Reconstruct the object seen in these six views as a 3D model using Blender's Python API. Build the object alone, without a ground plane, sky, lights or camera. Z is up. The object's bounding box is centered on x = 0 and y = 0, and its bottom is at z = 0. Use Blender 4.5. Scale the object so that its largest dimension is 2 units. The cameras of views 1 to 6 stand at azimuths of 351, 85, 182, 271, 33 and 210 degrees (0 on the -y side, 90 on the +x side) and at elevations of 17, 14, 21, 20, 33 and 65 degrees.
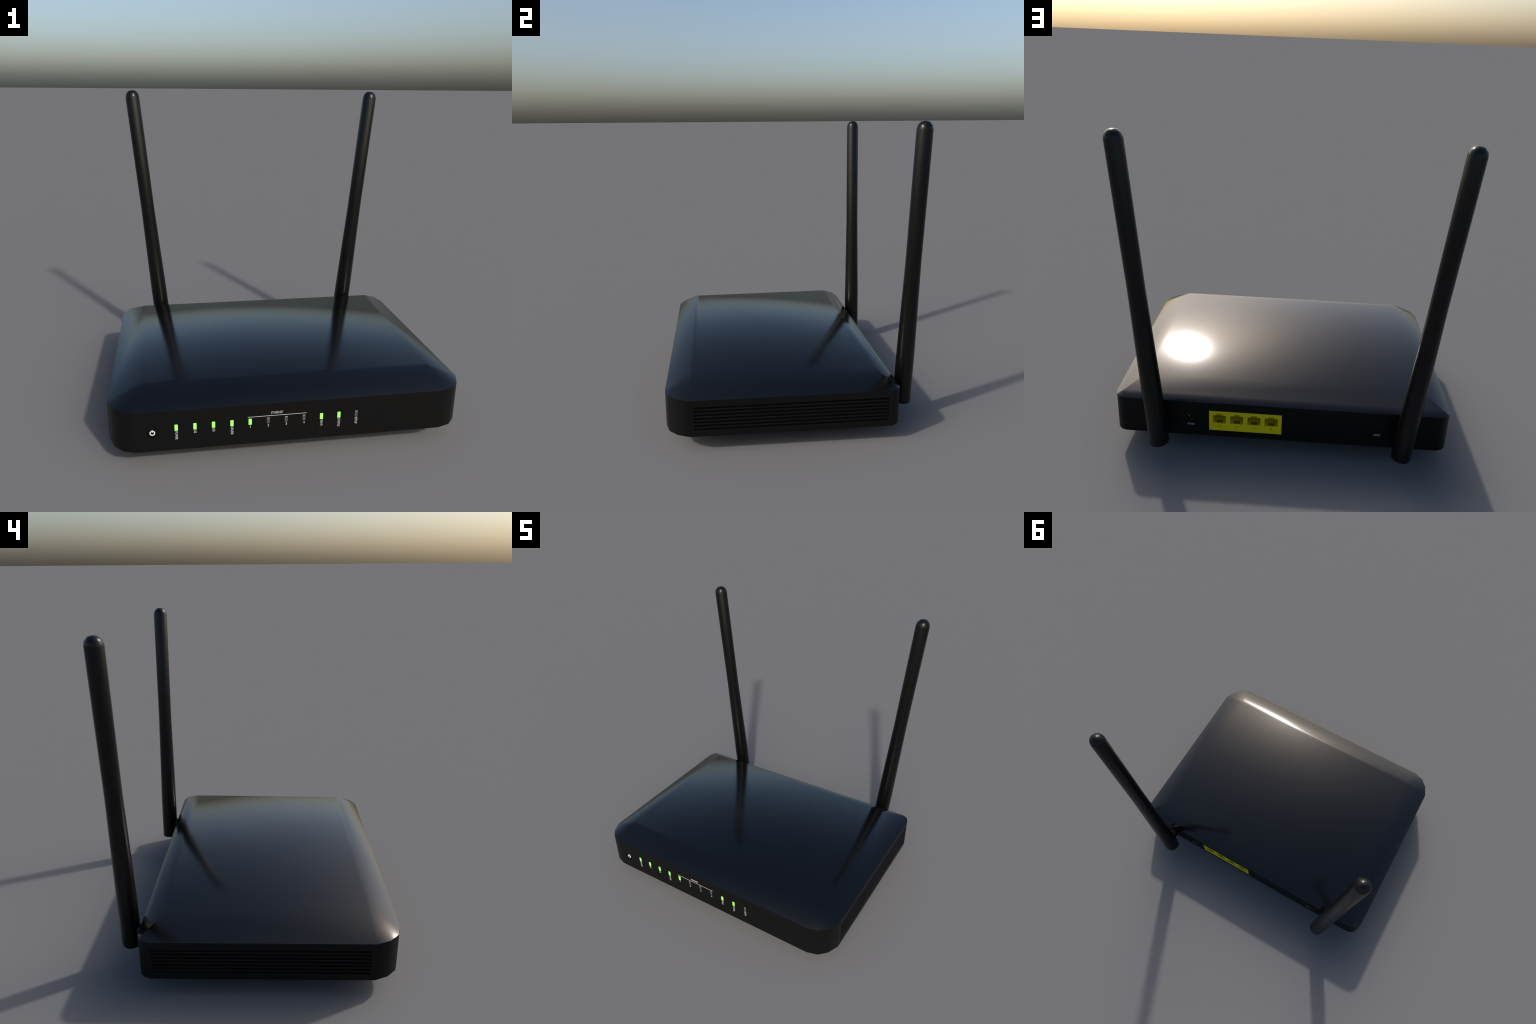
"""Desk router with a glossy domed lid, dark bezel, vents, lamps, ports and two aerials."""
import bpy, bmesh, math
from mathutils import Vector, Matrix

# ------------------------------------------------------------------ sizes (metres)
FOOT_R = 0.050
TRAY_INSET, TRAY_DROP = 0.09, 0.046     # shallow plate under the bezel
BOTTOM, RIM = 0.1165, 0.352            # bezel wall from BOTTOM up to RIM
FRONT_Y, BACK_Y, SIDE_X = -0.796, 0.650, 1.000
FRONT_ARC = [(0.843, -0.796), (0.916, -0.773), (0.967, -0.721), (1.000, -0.644)]
BACK_ARC = [(1.000, 0.583), (0.988, 0.617), (0.964, 0.641), (0.935, 0.650)]
SHOULDER = Vector((0.949, 0.610, 0.378))      # rear corner of the lid above the rim
TOP_REAR = Vector((0.835, 0.510, 0.4357))      # corners of the raised top panel
TOP_FRONT = Vector((0.806, -0.650, 0.4357))

scene = bpy.context.scene
for o in list(bpy.data.objects):
    bpy.data.objects.remove(o)


# ------------------------------------------------------------------ materials
def material(name, colour, rough, spec=0.5, metal=0.0, emit=None, strength=0.0, grain=0.0, grain_scale=60.0,
             bump=0.0, bump_scale=300.0, rough_var=0.0, sss=0.0):
    m = bpy.data.materials.new(name)
    m.use_nodes = True
    nt = m.node_tree
    b = nt.nodes["Principled BSDF"]
    b.inputs["Base Color"].default_value = (*colour, 1)
    b.inputs["Roughness"].default_value = rough
    b.inputs["Specular IOR Level"].default_value = spec
    b.inputs["Metallic"].default_value = metal
    if emit:
        b.inputs["Emission Color"].default_value = (*emit, 1)
        b.inputs["Emission Strength"].default_value = strength
    co = nt.nodes.new("ShaderNodeTexCoord")
    if grain > 0:
        n = nt.nodes.new("ShaderNodeTexNoise")
        n.inputs["Scale"].default_value = grain_scale
        n.inputs["Detail"].default_value = 4
        nt.links.new(co.outputs["Object"], n.inputs["Vector"])
        r = nt.nodes.new("ShaderNodeValToRGB")
        r.color_ramp.elements[0].position, r.color_ramp.elements[1].position = 0.3, 0.7
        r.color_ramp.elements[0].color = (*[c * (1 - grain) for c in colour], 1)
        r.color_ramp.elements[1].color = (*[min(1, c * (1 + grain)) for c in colour], 1)
        nt.links.new(n.outputs["Fac"], r.inputs["Fac"])
        nt.links.new(r.outputs["Color"], b.inputs["Base Color"])
    if rough_var > 0:
        n = nt.nodes.new("ShaderNodeTexNoise")
        n.inputs["Scale"].default_value = 3.5
        n.inputs["Detail"].default_value = 5
        nt.links.new(co.outputs["Object"], n.inputs["Vector"])
        mr = nt.nodes.new("ShaderNodeMapRange")
        mr.inputs["To Min"].default_value = rough - rough_var
        mr.inputs["To Max"].default_value = rough + rough_var
        nt.links.new(n.outputs["Fac"], mr.inputs["Value"])
        nt.links.new(mr.outputs["Result"], b.inputs["Roughness"])
    if bump > 0:
        n = nt.nodes.new("ShaderNodeTexNoise")
        n.inputs["Scale"].default_value = bump_scale
        nt.links.new(co.outputs["Object"], n.inputs["Vector"])
        bp = nt.nodes.new("ShaderNodeBump")
        bp.inputs["Strength"].default_value = bump
        bp.inputs["Distance"].default_value = 0.001
        nt.links.new(n.outputs["Fac"], bp.inputs["Height"])
        nt.links.new(bp.outputs["Normal"], b.inputs["Normal"])
    return m


LID = material("gloss_black_lid", (0.0008, 0.0008, 0.0009), 0.158, rough_var=0.008)
SHELL = material("satin_black_plastic", (0.0030, 0.0030, 0.0029), 0.45, spec=0.175, grain=0.08)
RUBBER = material("matt_black_aerial", (0.0024, 0.0024, 0.0023), 0.30, spec=0.30, grain=0.08)
FOOT = material("black_foot", (0.0030, 0.0030, 0.0029), 0.6, spec=0.15)
WHITE = material("white_print", (0.38, 0.37, 0.36), 0.55)
GLOWWHITE = material("white_symbol", (0.65, 0.65, 0.65), 0.5, emit=(1, 0.99, 0.98), strength=0.22)
GREEN = material("lit_green_lamp", (0.10, 0.30, 0.04), 0.4, emit=(0.36, 1.0, 0.15), strength=1.0)
GREY = material("unlit_grey_lamp", (0.060, 0.058, 0.058), 0.5)
PALE = material("painted_lamp_glint", (0.25, 0.24, 0.235), 0.4)
YELLOW = material("yellow_plastic", (0.62, 0.52, 0.006), 0.5, spec=0.15, grain=0.03)
INNER = material("yellow_toned_for_socket_shade", (0.60, 0.49, 0.004), 0.6, spec=0.2)  # port yellow, colour adjusted to the shade level inside the sockets
JACKRING = material("brass_ring", (0.11, 0.095, 0.003), 0.5, spec=0.15)
DIGIT = material("dark_olive_print", (0.16, 0.15, 0.03), 0.6)
CONTACT = material("dark_contact", (0.07, 0.05, 0.006), 0.5, spec=0.2)
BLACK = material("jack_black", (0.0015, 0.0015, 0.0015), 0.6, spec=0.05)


# ------------------------------------------------------------------ helpers
def new_object(name, mesh, parent, mat=None):
    o = bpy.data.objects.new(name, mesh)
    scene.collection.objects.link(o)
    o.parent = parent
    if mat:
        mesh.materials.clear()
        mesh.materials.append(mat)
    return o


def from_bmesh(name, bm, parent, mat, smooth=None):
    bmesh.ops.recalc_face_normals(bm, faces=bm.faces)
    me = bpy.data.meshes.new(name)
    bm.to_mesh(me)
    bm.free()
    if smooth is not None:
        me.shade_smooth()
        me.set_sharp_from_angle(angle=math.radians(smooth))
    return new_object(name, me, parent, mat)


def evaluated(o):
    """Replace an object's mesh with its modifier result."""
    dg = bpy.context.evaluated_depsgraph_get()
    me = bpy.data.meshes.new_from_object(o.evaluated_get(dg), preserve_all_data_layers=True, depsgraph=dg)
    old = o.data
    o.modifiers.clear()
    o.data = me
    bpy.data.meshes.remove(old)


def box(bm, lo, hi):
    r = bmesh.ops.create_cube(bm, size=1.0)
    for v in r["verts"]:
        for i in range(3):
            v.co[i] = lo[i] + (v.co[i] + 0.5) * (hi[i] - lo[i])
    return r["verts"]


def prism(bm, outline, axis, a, b):
    """Extrude an outline of (u, w) points along an axis from a to b."""
    def at(u, w, t):
        return {0: (t, u, w), 1: (u, t, w), 2: (u, w, t)}[axis]
    lo = [bm.verts.new(at(u, w, a)) for u, w in outline]
    hi = [bm.verts.new(at(u, w, b)) for u, w in outline]
    n = len(outline)
    bm.faces.new(lo)
    bm.faces.new(list(reversed(hi)))
    for i in range(n):
        bm.faces.new((lo[i], hi[i], hi[(i + 1) % n], lo[(i + 1) % n]))


def circle(cx, cz, r, n=32, start=0.0):
    return [(cx + r * math.cos(start + math.tau * i / n), cz + r * math.sin(start + math.tau * i / n)) for i in range(n)]


def cut(o, cutters, name="cutter"):
    """Boolean-subtract a bmesh from an object."""
    bmesh.ops.recalc_face_normals(cutters, faces=cutters.faces)
    me = bpy.data.meshes.new(name)
    cutters.to_mesh(me)
    cutters.free()
    c = bpy.data.objects.new(name, me)
    scene.collection.objects.link(c)
    md = o.modifiers.new("cut", "BOOLEAN")
    md.operation, md.solver, md.object = "DIFFERENCE", "EXACT", c
    bpy.context.view_layer.update()
    evaluated(o)
    bpy.data.objects.remove(c)
    bpy.data.meshes.remove(me)


def label(name, text, parent, mat, centre, width, height, facing, spin=0.0, weight=0.0, lift=0.0012):
    """Raised print: text fitted to width x height, standing on the front (-y) or back (+y) wall."""
    cu = bpy.data.curves.new(name, "FONT")
    cu.body, cu.align_x, cu.align_y = text, "CENTER", "CENTER"
    cu.offset, cu.extrude, cu.resolution_u = weight, 0.02, 3
    t = bpy.data.objects.new(name, cu)
    scene.collection.objects.link(t)
    bpy.context.view_layer.update()
    dg = bpy.context.evaluated_depsgraph_get()
    me = bpy.data.meshes.new_from_object(t.evaluated_get(dg))
    bpy.data.objects.remove(t)
    bpy.data.curves.remove(cu)
    xs, ys = [v.co.x for v in me.vertices], [v.co.y for v in me.vertices]
    cx, cy = (max(xs) + min(xs)) / 2, (max(ys) + min(ys)) / 2
    sx, sy = width / (max(xs) - min(xs)), height / (max(ys) - min(ys))
    c, s = math.cos(spin), math.sin(spin)
    me.name = name
    for v in me.vertices:
        u, w = (v.co.x - cx) * sx, (v.co.y - cy) * sy
        u, w = u * c - w * s, u * s + w * c
        d = lift if v.co.z > 0 else -0.0005
        if facing < 0:
            v.co = Vector((centre[0] + u, FRONT_Y - d, centre[1] + w))
        else:
            v.co = Vector((centre[0] - u, BACK_Y + d, centre[1] + w))
    o = new_object(name, me, parent, mat)
    return o


# ------------------------------------------------------------------ the thing
root = bpy.data.objects.new("wireless_router", None)
scene.collection.objects.link(root)
root["label"] = "black router with glossy lid, green lamps, yellow ports and two tall aerials"
root["category"] = "wireless router"


def outline(inset=0.0):
    """Plan of the box, counter-clockwise from the front-left corner."""
    k = inset
    right = [(x - k * (x / SIDE_X), y + k if y < 0 else y - k) for x, y in FRONT_ARC + BACK_ARC]
    left = [(-x, y) for x, y in reversed(right)]
    return right + left


# ---- bezel: upright wall with rounded plan, slotted sides, cut for ports and button
bm = bmesh.new()
prism(bm, outline(), 2, BOTTOM, RIM)
bezel = from_bmesh("bezel", bm, root, SHELL)

tool = bmesh.new()
VENT_FRONT, VENT_BACK, VENT_PITCH, VENT_TOP, VENT_TALL = -0.6195, 0.5707, 0.02315, 0.3082, 0.0150
VENT_DEEP = 0.0042
for side in (-1, 1):
    for k in range(7):
        top = VENT_TOP - k * VENT_PITCH
        low = top - VENT_TALL
        skin, floor, out = side * SIDE_X, side * (SIDE_X - VENT_DEEP), side * (SIDE_X + 0.02)
        # slot section in (x, z): flat roof, lower lip rolled outwards
        section = [(floor, top), (floor, low + 0.0018), (side * (SIDE_X - 0.0022), low + 0.0015),
                   (side * (SIDE_X - 0.0008), low + 0.0007), (skin, low), (out, low), (out, top)]
        prism(tool, section, 1, VENT_FRONT, VENT_BACK)
cut(bezel, tool)

PORT_DEEP = 0.070
PORT_X = [0.366, 0.2627, 0.1594, 0.0561]
PANEL = (-0.0065, 0.4286, 0.1595, 0.2965)
JACK = (0.5503, 0.2445)
RESET = (-0.572, 0.238)
BUTTON = (-0.7600, 0.2285)
tool = bmesh.new()
box(tool, (PANEL[0], BACK_Y - 0.090, PANEL[2]), (PANEL[1], BACK_Y + 0.05, PANEL[3]))
cut(bezel, tool)
tool = bmesh.new()
box(tool, (JACK[0] - 0.027, BACK_Y - 0.004, 0.206), (JACK[0] + 0.027, BACK_Y + 0.05, 0.293))
cut(bezel, tool)
tool = bmesh.new()
prism(tool, circle(*JACK, 0.0205), 1, BACK_Y - 0.05, BACK_Y + 0.05)
prism(tool, circle(*RESET, 0.0108, 20), 1, BACK_Y - 0.008, BACK_Y + 0.05)
prism(tool, circle(*BUTTON, 0.0310, 40), 1, FRONT_Y - 0.05, FRONT_Y + 0.007)
cut(bezel, tool)
bezel.data.shade_smooth()
bezel.data.set_sharp_from_angle(angle=math.radians(40))
wn = bezel.modifiers.new("weighted", "WEIGHTED_NORMAL")
wn.keep_sharp, wn.mode, wn.weight = True, "FACE_AREA", 100
evaluated(bezel)
bezel.data.materials.clear()
bezel.data.materials.append(SHELL)
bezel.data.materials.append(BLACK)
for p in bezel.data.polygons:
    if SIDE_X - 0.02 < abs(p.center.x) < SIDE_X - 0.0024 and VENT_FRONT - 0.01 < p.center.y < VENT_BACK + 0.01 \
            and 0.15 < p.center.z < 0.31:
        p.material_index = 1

# ---- lid: rim, rear step, four sloped flanks and the shaded top panel
bm = bmesh.new()
rim = [bm.verts.new((x, y, RIM)) for x, y in outline()]
# order: 0-3 front right arc, 4-7 back right arc, 8-11 back left arc, 12-15 front left arc
mirror = Vector((-1, 1, 1))
tfr, tfl = bm.verts.new(TOP_FRONT), bm.verts.new(TOP_FRONT * mirror)
tbr, tbl = bm.verts.new(TOP_REAR), bm.verts.new(TOP_REAR * mirror)
shr, shl = bm.verts.new(SHOULDER), bm.verts.new(SHOULDER * mirror)
RIDGE_Y = -0.620                                            # inner edge of the tight front bevel
k = (RIDGE_Y - TOP_FRONT.y) / (TOP_REAR.y - TOP_FRONT.y)
tmr = bm.verts.new(TOP_FRONT.lerp(TOP_REAR, k))
tml = bm.verts.new(TOP_FRONT.lerp(TOP_REAR, k) * mirror)
F = bm.faces.new
F((rim[15], rim[0], tfr, tfl))                              # front flank
for a, b in ((0, 1), (1, 2), (2, 3)):
    F((rim[a], rim[b], tfr))
    F((rim[15 - b], rim[15 - a], tfl))
for r3, r4, tb, tm, tf in ((rim[3], rim[4], tbr, tmr, tfr), (rim[12], rim[11], tbl, tml, tfl)):
    F((r3, r4, tb))                                         # side flanks
    F((r3, tb, tm))
    F((r3, tm, tf))
F((rim[4], shr, tbr))
F((shl, rim[11], tbl))
F((shr, shl, tbl, tbr))                                     # rear flank
for a, b in ((4, 5), (5, 6), (6, 7)):
    F((rim[a], rim[b], shr))
    F((rim[15 - b], rim[15 - a], shl))
F((rim[7], rim[8], shl, shr))                               # rear step
F((tfl, tfr, tmr, tml))                                     # top panel
F((tml, tmr, tbr, tbl))
under = [bm.verts.new((x, y, RIM - 0.012)) for x, y in outline(0.03)]
for i in range(16):
    F((rim[i], under[i], under[(i + 1) % 16], rim[(i + 1) % 16]))
F(under)
lid = from_bmesh("lid", bm, root, LID)
lid.data.shade_smooth()
for e in lid.data.edges:
    a, b = (lid.data.vertices[i].co for i in e.vertices)
    if abs(a.z - RIM) < 1e-5 and abs(b.z - RIM) < 1e-5:
        e.use_edge_sharp = True

# shading: the flat panel is leaned like a shallow dome, with a tight roll at its front edge;
# the rear corners keep a mitre between side flank, rear flank and corner chamfer
def dome(p):
    return 0.240 * p.x, 0.130 + 0.275 * (p.y - 0.182)


normals = [lid.data.corner_normals[i].vector.copy() for i in range(len(lid.data.loops))]
for poly in lid.data.polygons:
    side_flank = abs(poly.normal.x) > 0.3 and abs(poly.normal.y) < 0.25
    corner = abs(poly.normal.x) > 0.3 and poly.normal.y > 0.3
    for li in poly.loop_indices:
        co = lid.data.vertices[lid.data.loops[li].vertex_index].co
        lean, sx = None, math.copysign(1, co.x)
        if abs(co.z - TOP_REAR.z) < 1e-4:
            lean = dome(co)
            if co.y < RIDGE_Y - 0.01:
                lean = (0.085 * co.x / 0.78, -0.185)
            elif co.y < RIDGE_Y + 0.01:
                lean = (0.200 * co.x, -0.088)
        elif abs(co.x) < 0.96 and co.y > 0.605 and co.y < 0.615:      # shoulder
            lean = (0.40 * sx, 0.10) if side_flank else ((0.60 * sx, 0.55) if corner else (0.08 * sx, 0.275))
        elif side_flank and co.y > 0.55 and co.z > RIM - 0.001:
            lean = (0.46 * sx, 0.02)
        if lean:
            normals[li] = Vector((lean[0], lean[1], 1)).normalized()
lid.data.normals_split_custom_set(normals)

# ---- shallow plate and feet under the box
bm = bmesh.new()
prism(bm, [(x * (1 - TRAY_INSET), y + TRAY_INSET if y < 0 else y - TRAY_INSET) for x, y in outline()], 2,
      BOTTOM - TRAY_DROP, BOTTOM + 0.004)
from_bmesh("bottom_plate", bm, root, SHELL, smooth=40)
bm = bmesh.new()
prism(bm, circle(0, 0, FOOT_R, 24), 2, 0.0, BOTTOM - TRAY_DROP + 0.004)
foot = from_bmesh("foot", bm, root, FOOT, smooth=40)
for i, (x, y) in enumerate(((-0.72, -0.52), (0.72, -0.52), (0.72, 0.40), (-0.72, 0.40))):
    o = foot if i == 0 else new_object("foot", foot.data, root)
    o.location = (x, y, 0)

# ------------------------------------------------------------------ front: button, lamps, print
bm = bmesh.new()
rings = [(0.0285, 0.0065), (0.0265, 0.0028), (0.019, 0.0016), (0.008, 0.0012)]     # radius, depth below the wall
prev = None
for r, d in rings:
    ring = [bm.verts.new((x, FRONT_Y + d, z)) for x, z in circle(*BUTTON, r, 32)]
    if prev:
        for i in range(32):
            bm.faces.new((prev[i], prev[(i + 1) % 32], ring[(i + 1) % 32], ring[i]))
    prev = ring
bm.faces.new(prev)
button = from_bmesh("power_button", bm, root, SHELL, smooth=50)

bm = bmesh.new()
cx, cz = -0.7608, 0.2277
n = 36
gap = 0.34
arc = [math.pi / 2 + gap + (math.tau - 2 * gap) * i / n for i in range(n + 1)]
quads = []
for a in arc:
    quads.append([bm.verts.new((cx + r * math.cos(a), FRONT_Y + 0.0016 + d, cz + r * math.sin(a)))
                  for r, d in ((0.0097, -0.0012), (0.0143, -0.0012), (0.0143, 0.0004), (0.0097, 0.0004))])
for p, q in zip(quads, quads[1:]):
    for i in range(4):
        bm.faces.new((p[i], q[i], q[(i + 1) % 4], p[(i + 1) % 4]))
bm.faces.new(quads[0])
bm.faces.new(list(reversed(quads[-1])))
box(bm, (cx - 0.0021, FRONT_Y + 0.0004, cz + 0.0040), (cx + 0.0021, FRONT_Y + 0.002, cz + 0.0178))
symbol = from_bmesh("power_symbol", bm, button, GLOWWHITE)

LAMP_X0, LAMP_PITCH, LAMP_Z = -0.6360, 0.0984, 0.2510
LAMPS = ["POWER", "DS", "US", "ONLINE", "1", "2", "3", "4", "WI-FI", "STATUS", "SETUP"]
UNLIT = {5, 6, 7, 10}
LENGTH = {"POWER": 0.050, "DS": 0.0195, "US": 0.0195, "ONLINE": 0.047, "WI-FI": 0.036, "STATUS": 0.051, "SETUP": 0.042}
lit_mesh = unlit_mesh = glint_mesh = None


def lamp_mesh(name, w, h, mat):
    b = bmesh.new()
    box(b, (-w / 2, -0.0018, -h / 2), (w / 2, 0.003, h / 2))
    bmesh.ops.bevel(b, geom=list(b.edges), offset=0.0008, segments=2, affect="EDGES")
    me = bpy.data.meshes.new(name)
    bmesh.ops.recalc_face_normals(b, faces=b.faces)
    b.to_mesh(me)
    b.free()
    me.materials.append(mat)
    return me


lit_mesh = lamp_mesh("lit_lamp", 0.0170, 0.0355, GREEN)
unlit_mesh = lamp_mesh("unlit_lamp", 0.0160, 0.0345, GREY)
glint_mesh = lamp_mesh("lamp_glint_strip", 0.0158, 0.0040, PALE)  # highlight on the lamp's top edge, modelled as a pale bar
for i, word in enumerate(LAMPS):
    x = LAMP_X0 + LAMP_PITCH * i
    lamp = new_object("indicator_lamp", unlit_mesh if i in UNLIT else lit_mesh, root)
    lamp.location = (x, FRONT_Y, LAMP_Z)
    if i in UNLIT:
        edge = new_object("lamp_glint_strip", glint_mesh, lamp)
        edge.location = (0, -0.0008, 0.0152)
    if word.isdigit():
        label("lamp_number", word, root, WHITE, (x + 0.0005, 0.2215), 0.0030 if word == "1" else 0.0088, 0.0145, -1)
    else:
        L = LENGTH[word]
        label("lamp_label", word, root, WHITE, (x + 0.0006, 0.2292 - L / 2), L, 0.0142, -1, spin=-math.pi / 2)
label("group_label", "ETHERNET", root, WHITE, (-0.0958, 0.2965), 0.0655, 0.0135, -1)
bm = bmesh.new()
box(bm, (-0.2555, FRONT_Y - 0.0012, 0.2777), (0.0665, FRONT_Y + 0.001, 0.2803))
from_bmesh("group_line", bm, root, WHITE)

# ------------------------------------------------------------------ back: port block, jack, reset
bm = bmesh.new()
box(bm, (PANEL[0] + 0.0003, BACK_Y - 0.089, PANEL[2] + 0.0003), (PANEL[1] - 0.0003, BACK_Y + 0.0015, PANEL[3] - 0.0003))
block = from_bmesh("port_block", bm, root, YELLOW)
tool = bmesh.new()
for x in PORT_X:
    prism(tool, [(x - 0.039, 0.2130), (x + 0.039, 0.2130), (x + 0.039, 0.2675), (x + 0.018, 0.2675),
                 (x + 0.018, 0.2782), (x - 0.018, 0.2782), (x - 0.018, 0.2675), (x - 0.039, 0.2675)],
          1, BACK_Y - PORT_DEEP, BACK_Y + 0.05)
cut(block, tool)
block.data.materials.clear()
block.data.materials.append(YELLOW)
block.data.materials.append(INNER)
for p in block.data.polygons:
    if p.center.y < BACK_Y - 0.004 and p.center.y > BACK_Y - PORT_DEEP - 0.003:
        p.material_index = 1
bm = bmesh.new()
for k in range(8):
    cxk = (k - 3.5) * 0.0048
    box(bm, (cxk - 0.0016, -0.026, 0.0), (cxk + 0.0016, -0.003, 0.0015))
bmesh.ops.recalc_face_normals(bm, faces=bm.faces)
contact_mesh = bpy.data.meshes.new("port_contacts")
bm.to_mesh(contact_mesh)
bm.free()
contact_mesh.materials.append(CONTACT)
for i, x in enumerate(PORT_X):
    c = new_object("port_contacts", contact_mesh, block)
    c.location = (x, BACK_Y, 0.2128)
    label("port_number", str(i + 1), block, DIGIT, (x - 0.0010, 0.1942), 0.0045 if i == 0 else 0.0085, 0.0145, 1,
          weight=0.0, lift=0.0023)

bm = bmesh.new()
ro, ri, n = 0.0222, 0.0208, 40
rows = []
for i in range(n):
    a = math.tau * i / n
    rows.append([bm.verts.new((JACK[0] + r * math.cos(a), BACK_Y + d, JACK[1] + r * math.sin(a)))
                 for r, d in ((ri, -0.0028), (ro, -0.0028), (ro, -0.0042), (ri, -0.0042))])
for i in range(n):
    p, q = rows[i], rows[(i + 1) % n]
    for k in range(4):
        bm.faces.new((p[k], q[k], q[(k + 1) % 4], p[(k + 1) % 4]))
jack = from_bmesh("power_jack", bm, root, JACKRING)
bm = bmesh.new()
prism(bm, circle(*JACK, 0.0030, 16), 1, BACK_Y - 0.048, BACK_Y - 0.006)
from_bmesh("jack_pin", bm, jack, YELLOW, smooth=40)
bm = bmesh.new()
prism(bm, circle(*JACK, 0.0203, 32), 1, BACK_Y - 0.0495, BACK_Y - 0.012)
r = bm.faces[:]
from_bmesh("jack_well", bm, jack, BLACK)
label("jack_label", "POWER", root, WHITE, (0.5370, 0.1942), 0.042, 0.0135, 1)
label("reset_label", "RESET", root, WHITE, (-0.5757, 0.2010), 0.0445, 0.0140, 1)

# ------------------------------------------------------------------ aerials
AERIAL_FOOT = Vector((0.7082, 0.7475, 0.134))
AERIAL_TIP = Vector((0.8650, 0.7475, 1.950))
R_FOOT, R_TIP, SIDES = 0.0578, 0.0481, 12
NECK_LOW, NECK_HIGH = 0.31, 0.97          # the thick grip narrows between these distances from the foot


def aerial(side):
    foot_at = Vector((side * AERIAL_FOOT.x, AERIAL_FOOT.y, AERIAL_FOOT.z))
    tip_at = Vector((side * AERIAL_TIP.x, AERIAL_TIP.y, AERIAL_TIP.z))
    axis = (tip_at - foot_at).normalized()
    length = (tip_at - foot_at).length
    u = axis.cross(Vector((0, 1, 0))).normalized()
    w = axis.cross(u)
    dome = R_TIP
    prof = [(0.0, R_FOOT), (NECK_LOW, R_FOOT), (NECK_HIGH, R_TIP), (length - dome, R_TIP),
            (length - dome * 0.50, R_TIP * 0.88), (length - dome * 0.12, R_TIP * 0.53)]
    b = bmesh.new()
    rings = []
    for h, r in prof:
        rings.append([b.verts.new(foot_at + axis * h + (u * math.cos(a) + w * math.sin(a)) * r)
                      for a in (math.tau * (i + 0.5) / SIDES for i in range(SIDES))])
    for p, q in zip(rings, rings[1:]):
        for i in range(SIDES):
            b.faces.new((p[i], p[(i + 1) % SIDES], q[(i + 1) % SIDES], q[i]))
    top = b.verts.new(tip_at)
    for i in range(SIDES):
        b.faces.new((rings[-1][i], rings[-1][(i + 1) % SIDES], top))
    b.faces.new(list(reversed(rings[0])))
    o = from_bmesh("aerial", b, root, RUBBER, smooth=60)
    # hinge: short barrel from the back wall into the aerial
    b = bmesh.new()
    ring = []
    for y, r in ((BACK_Y - 0.01, 0.036), (BACK_Y + 0.03, 0.036), (BACK_Y + 0.090, 0.036)):
        ring.append([b.verts.new((side * 0.7200 + r * math.cos(a), y, 0.240 + r * math.sin(a)))
                     for a in (math.tau * (i + 0.5) / 10 for i in range(10))])
    for p, q in zip(ring, ring[1:]):
        for i in range(10):
            b.faces.new((p[i], p[(i + 1) % 10], q[(i + 1) % 10], q[i]))
    b.faces.new(ring[0])
    b.faces.new(list(reversed(ring[-1])))
    from_bmesh("aerial_hinge", b, o, RUBBER, smooth=50)


aerial(1)
aerial(-1)
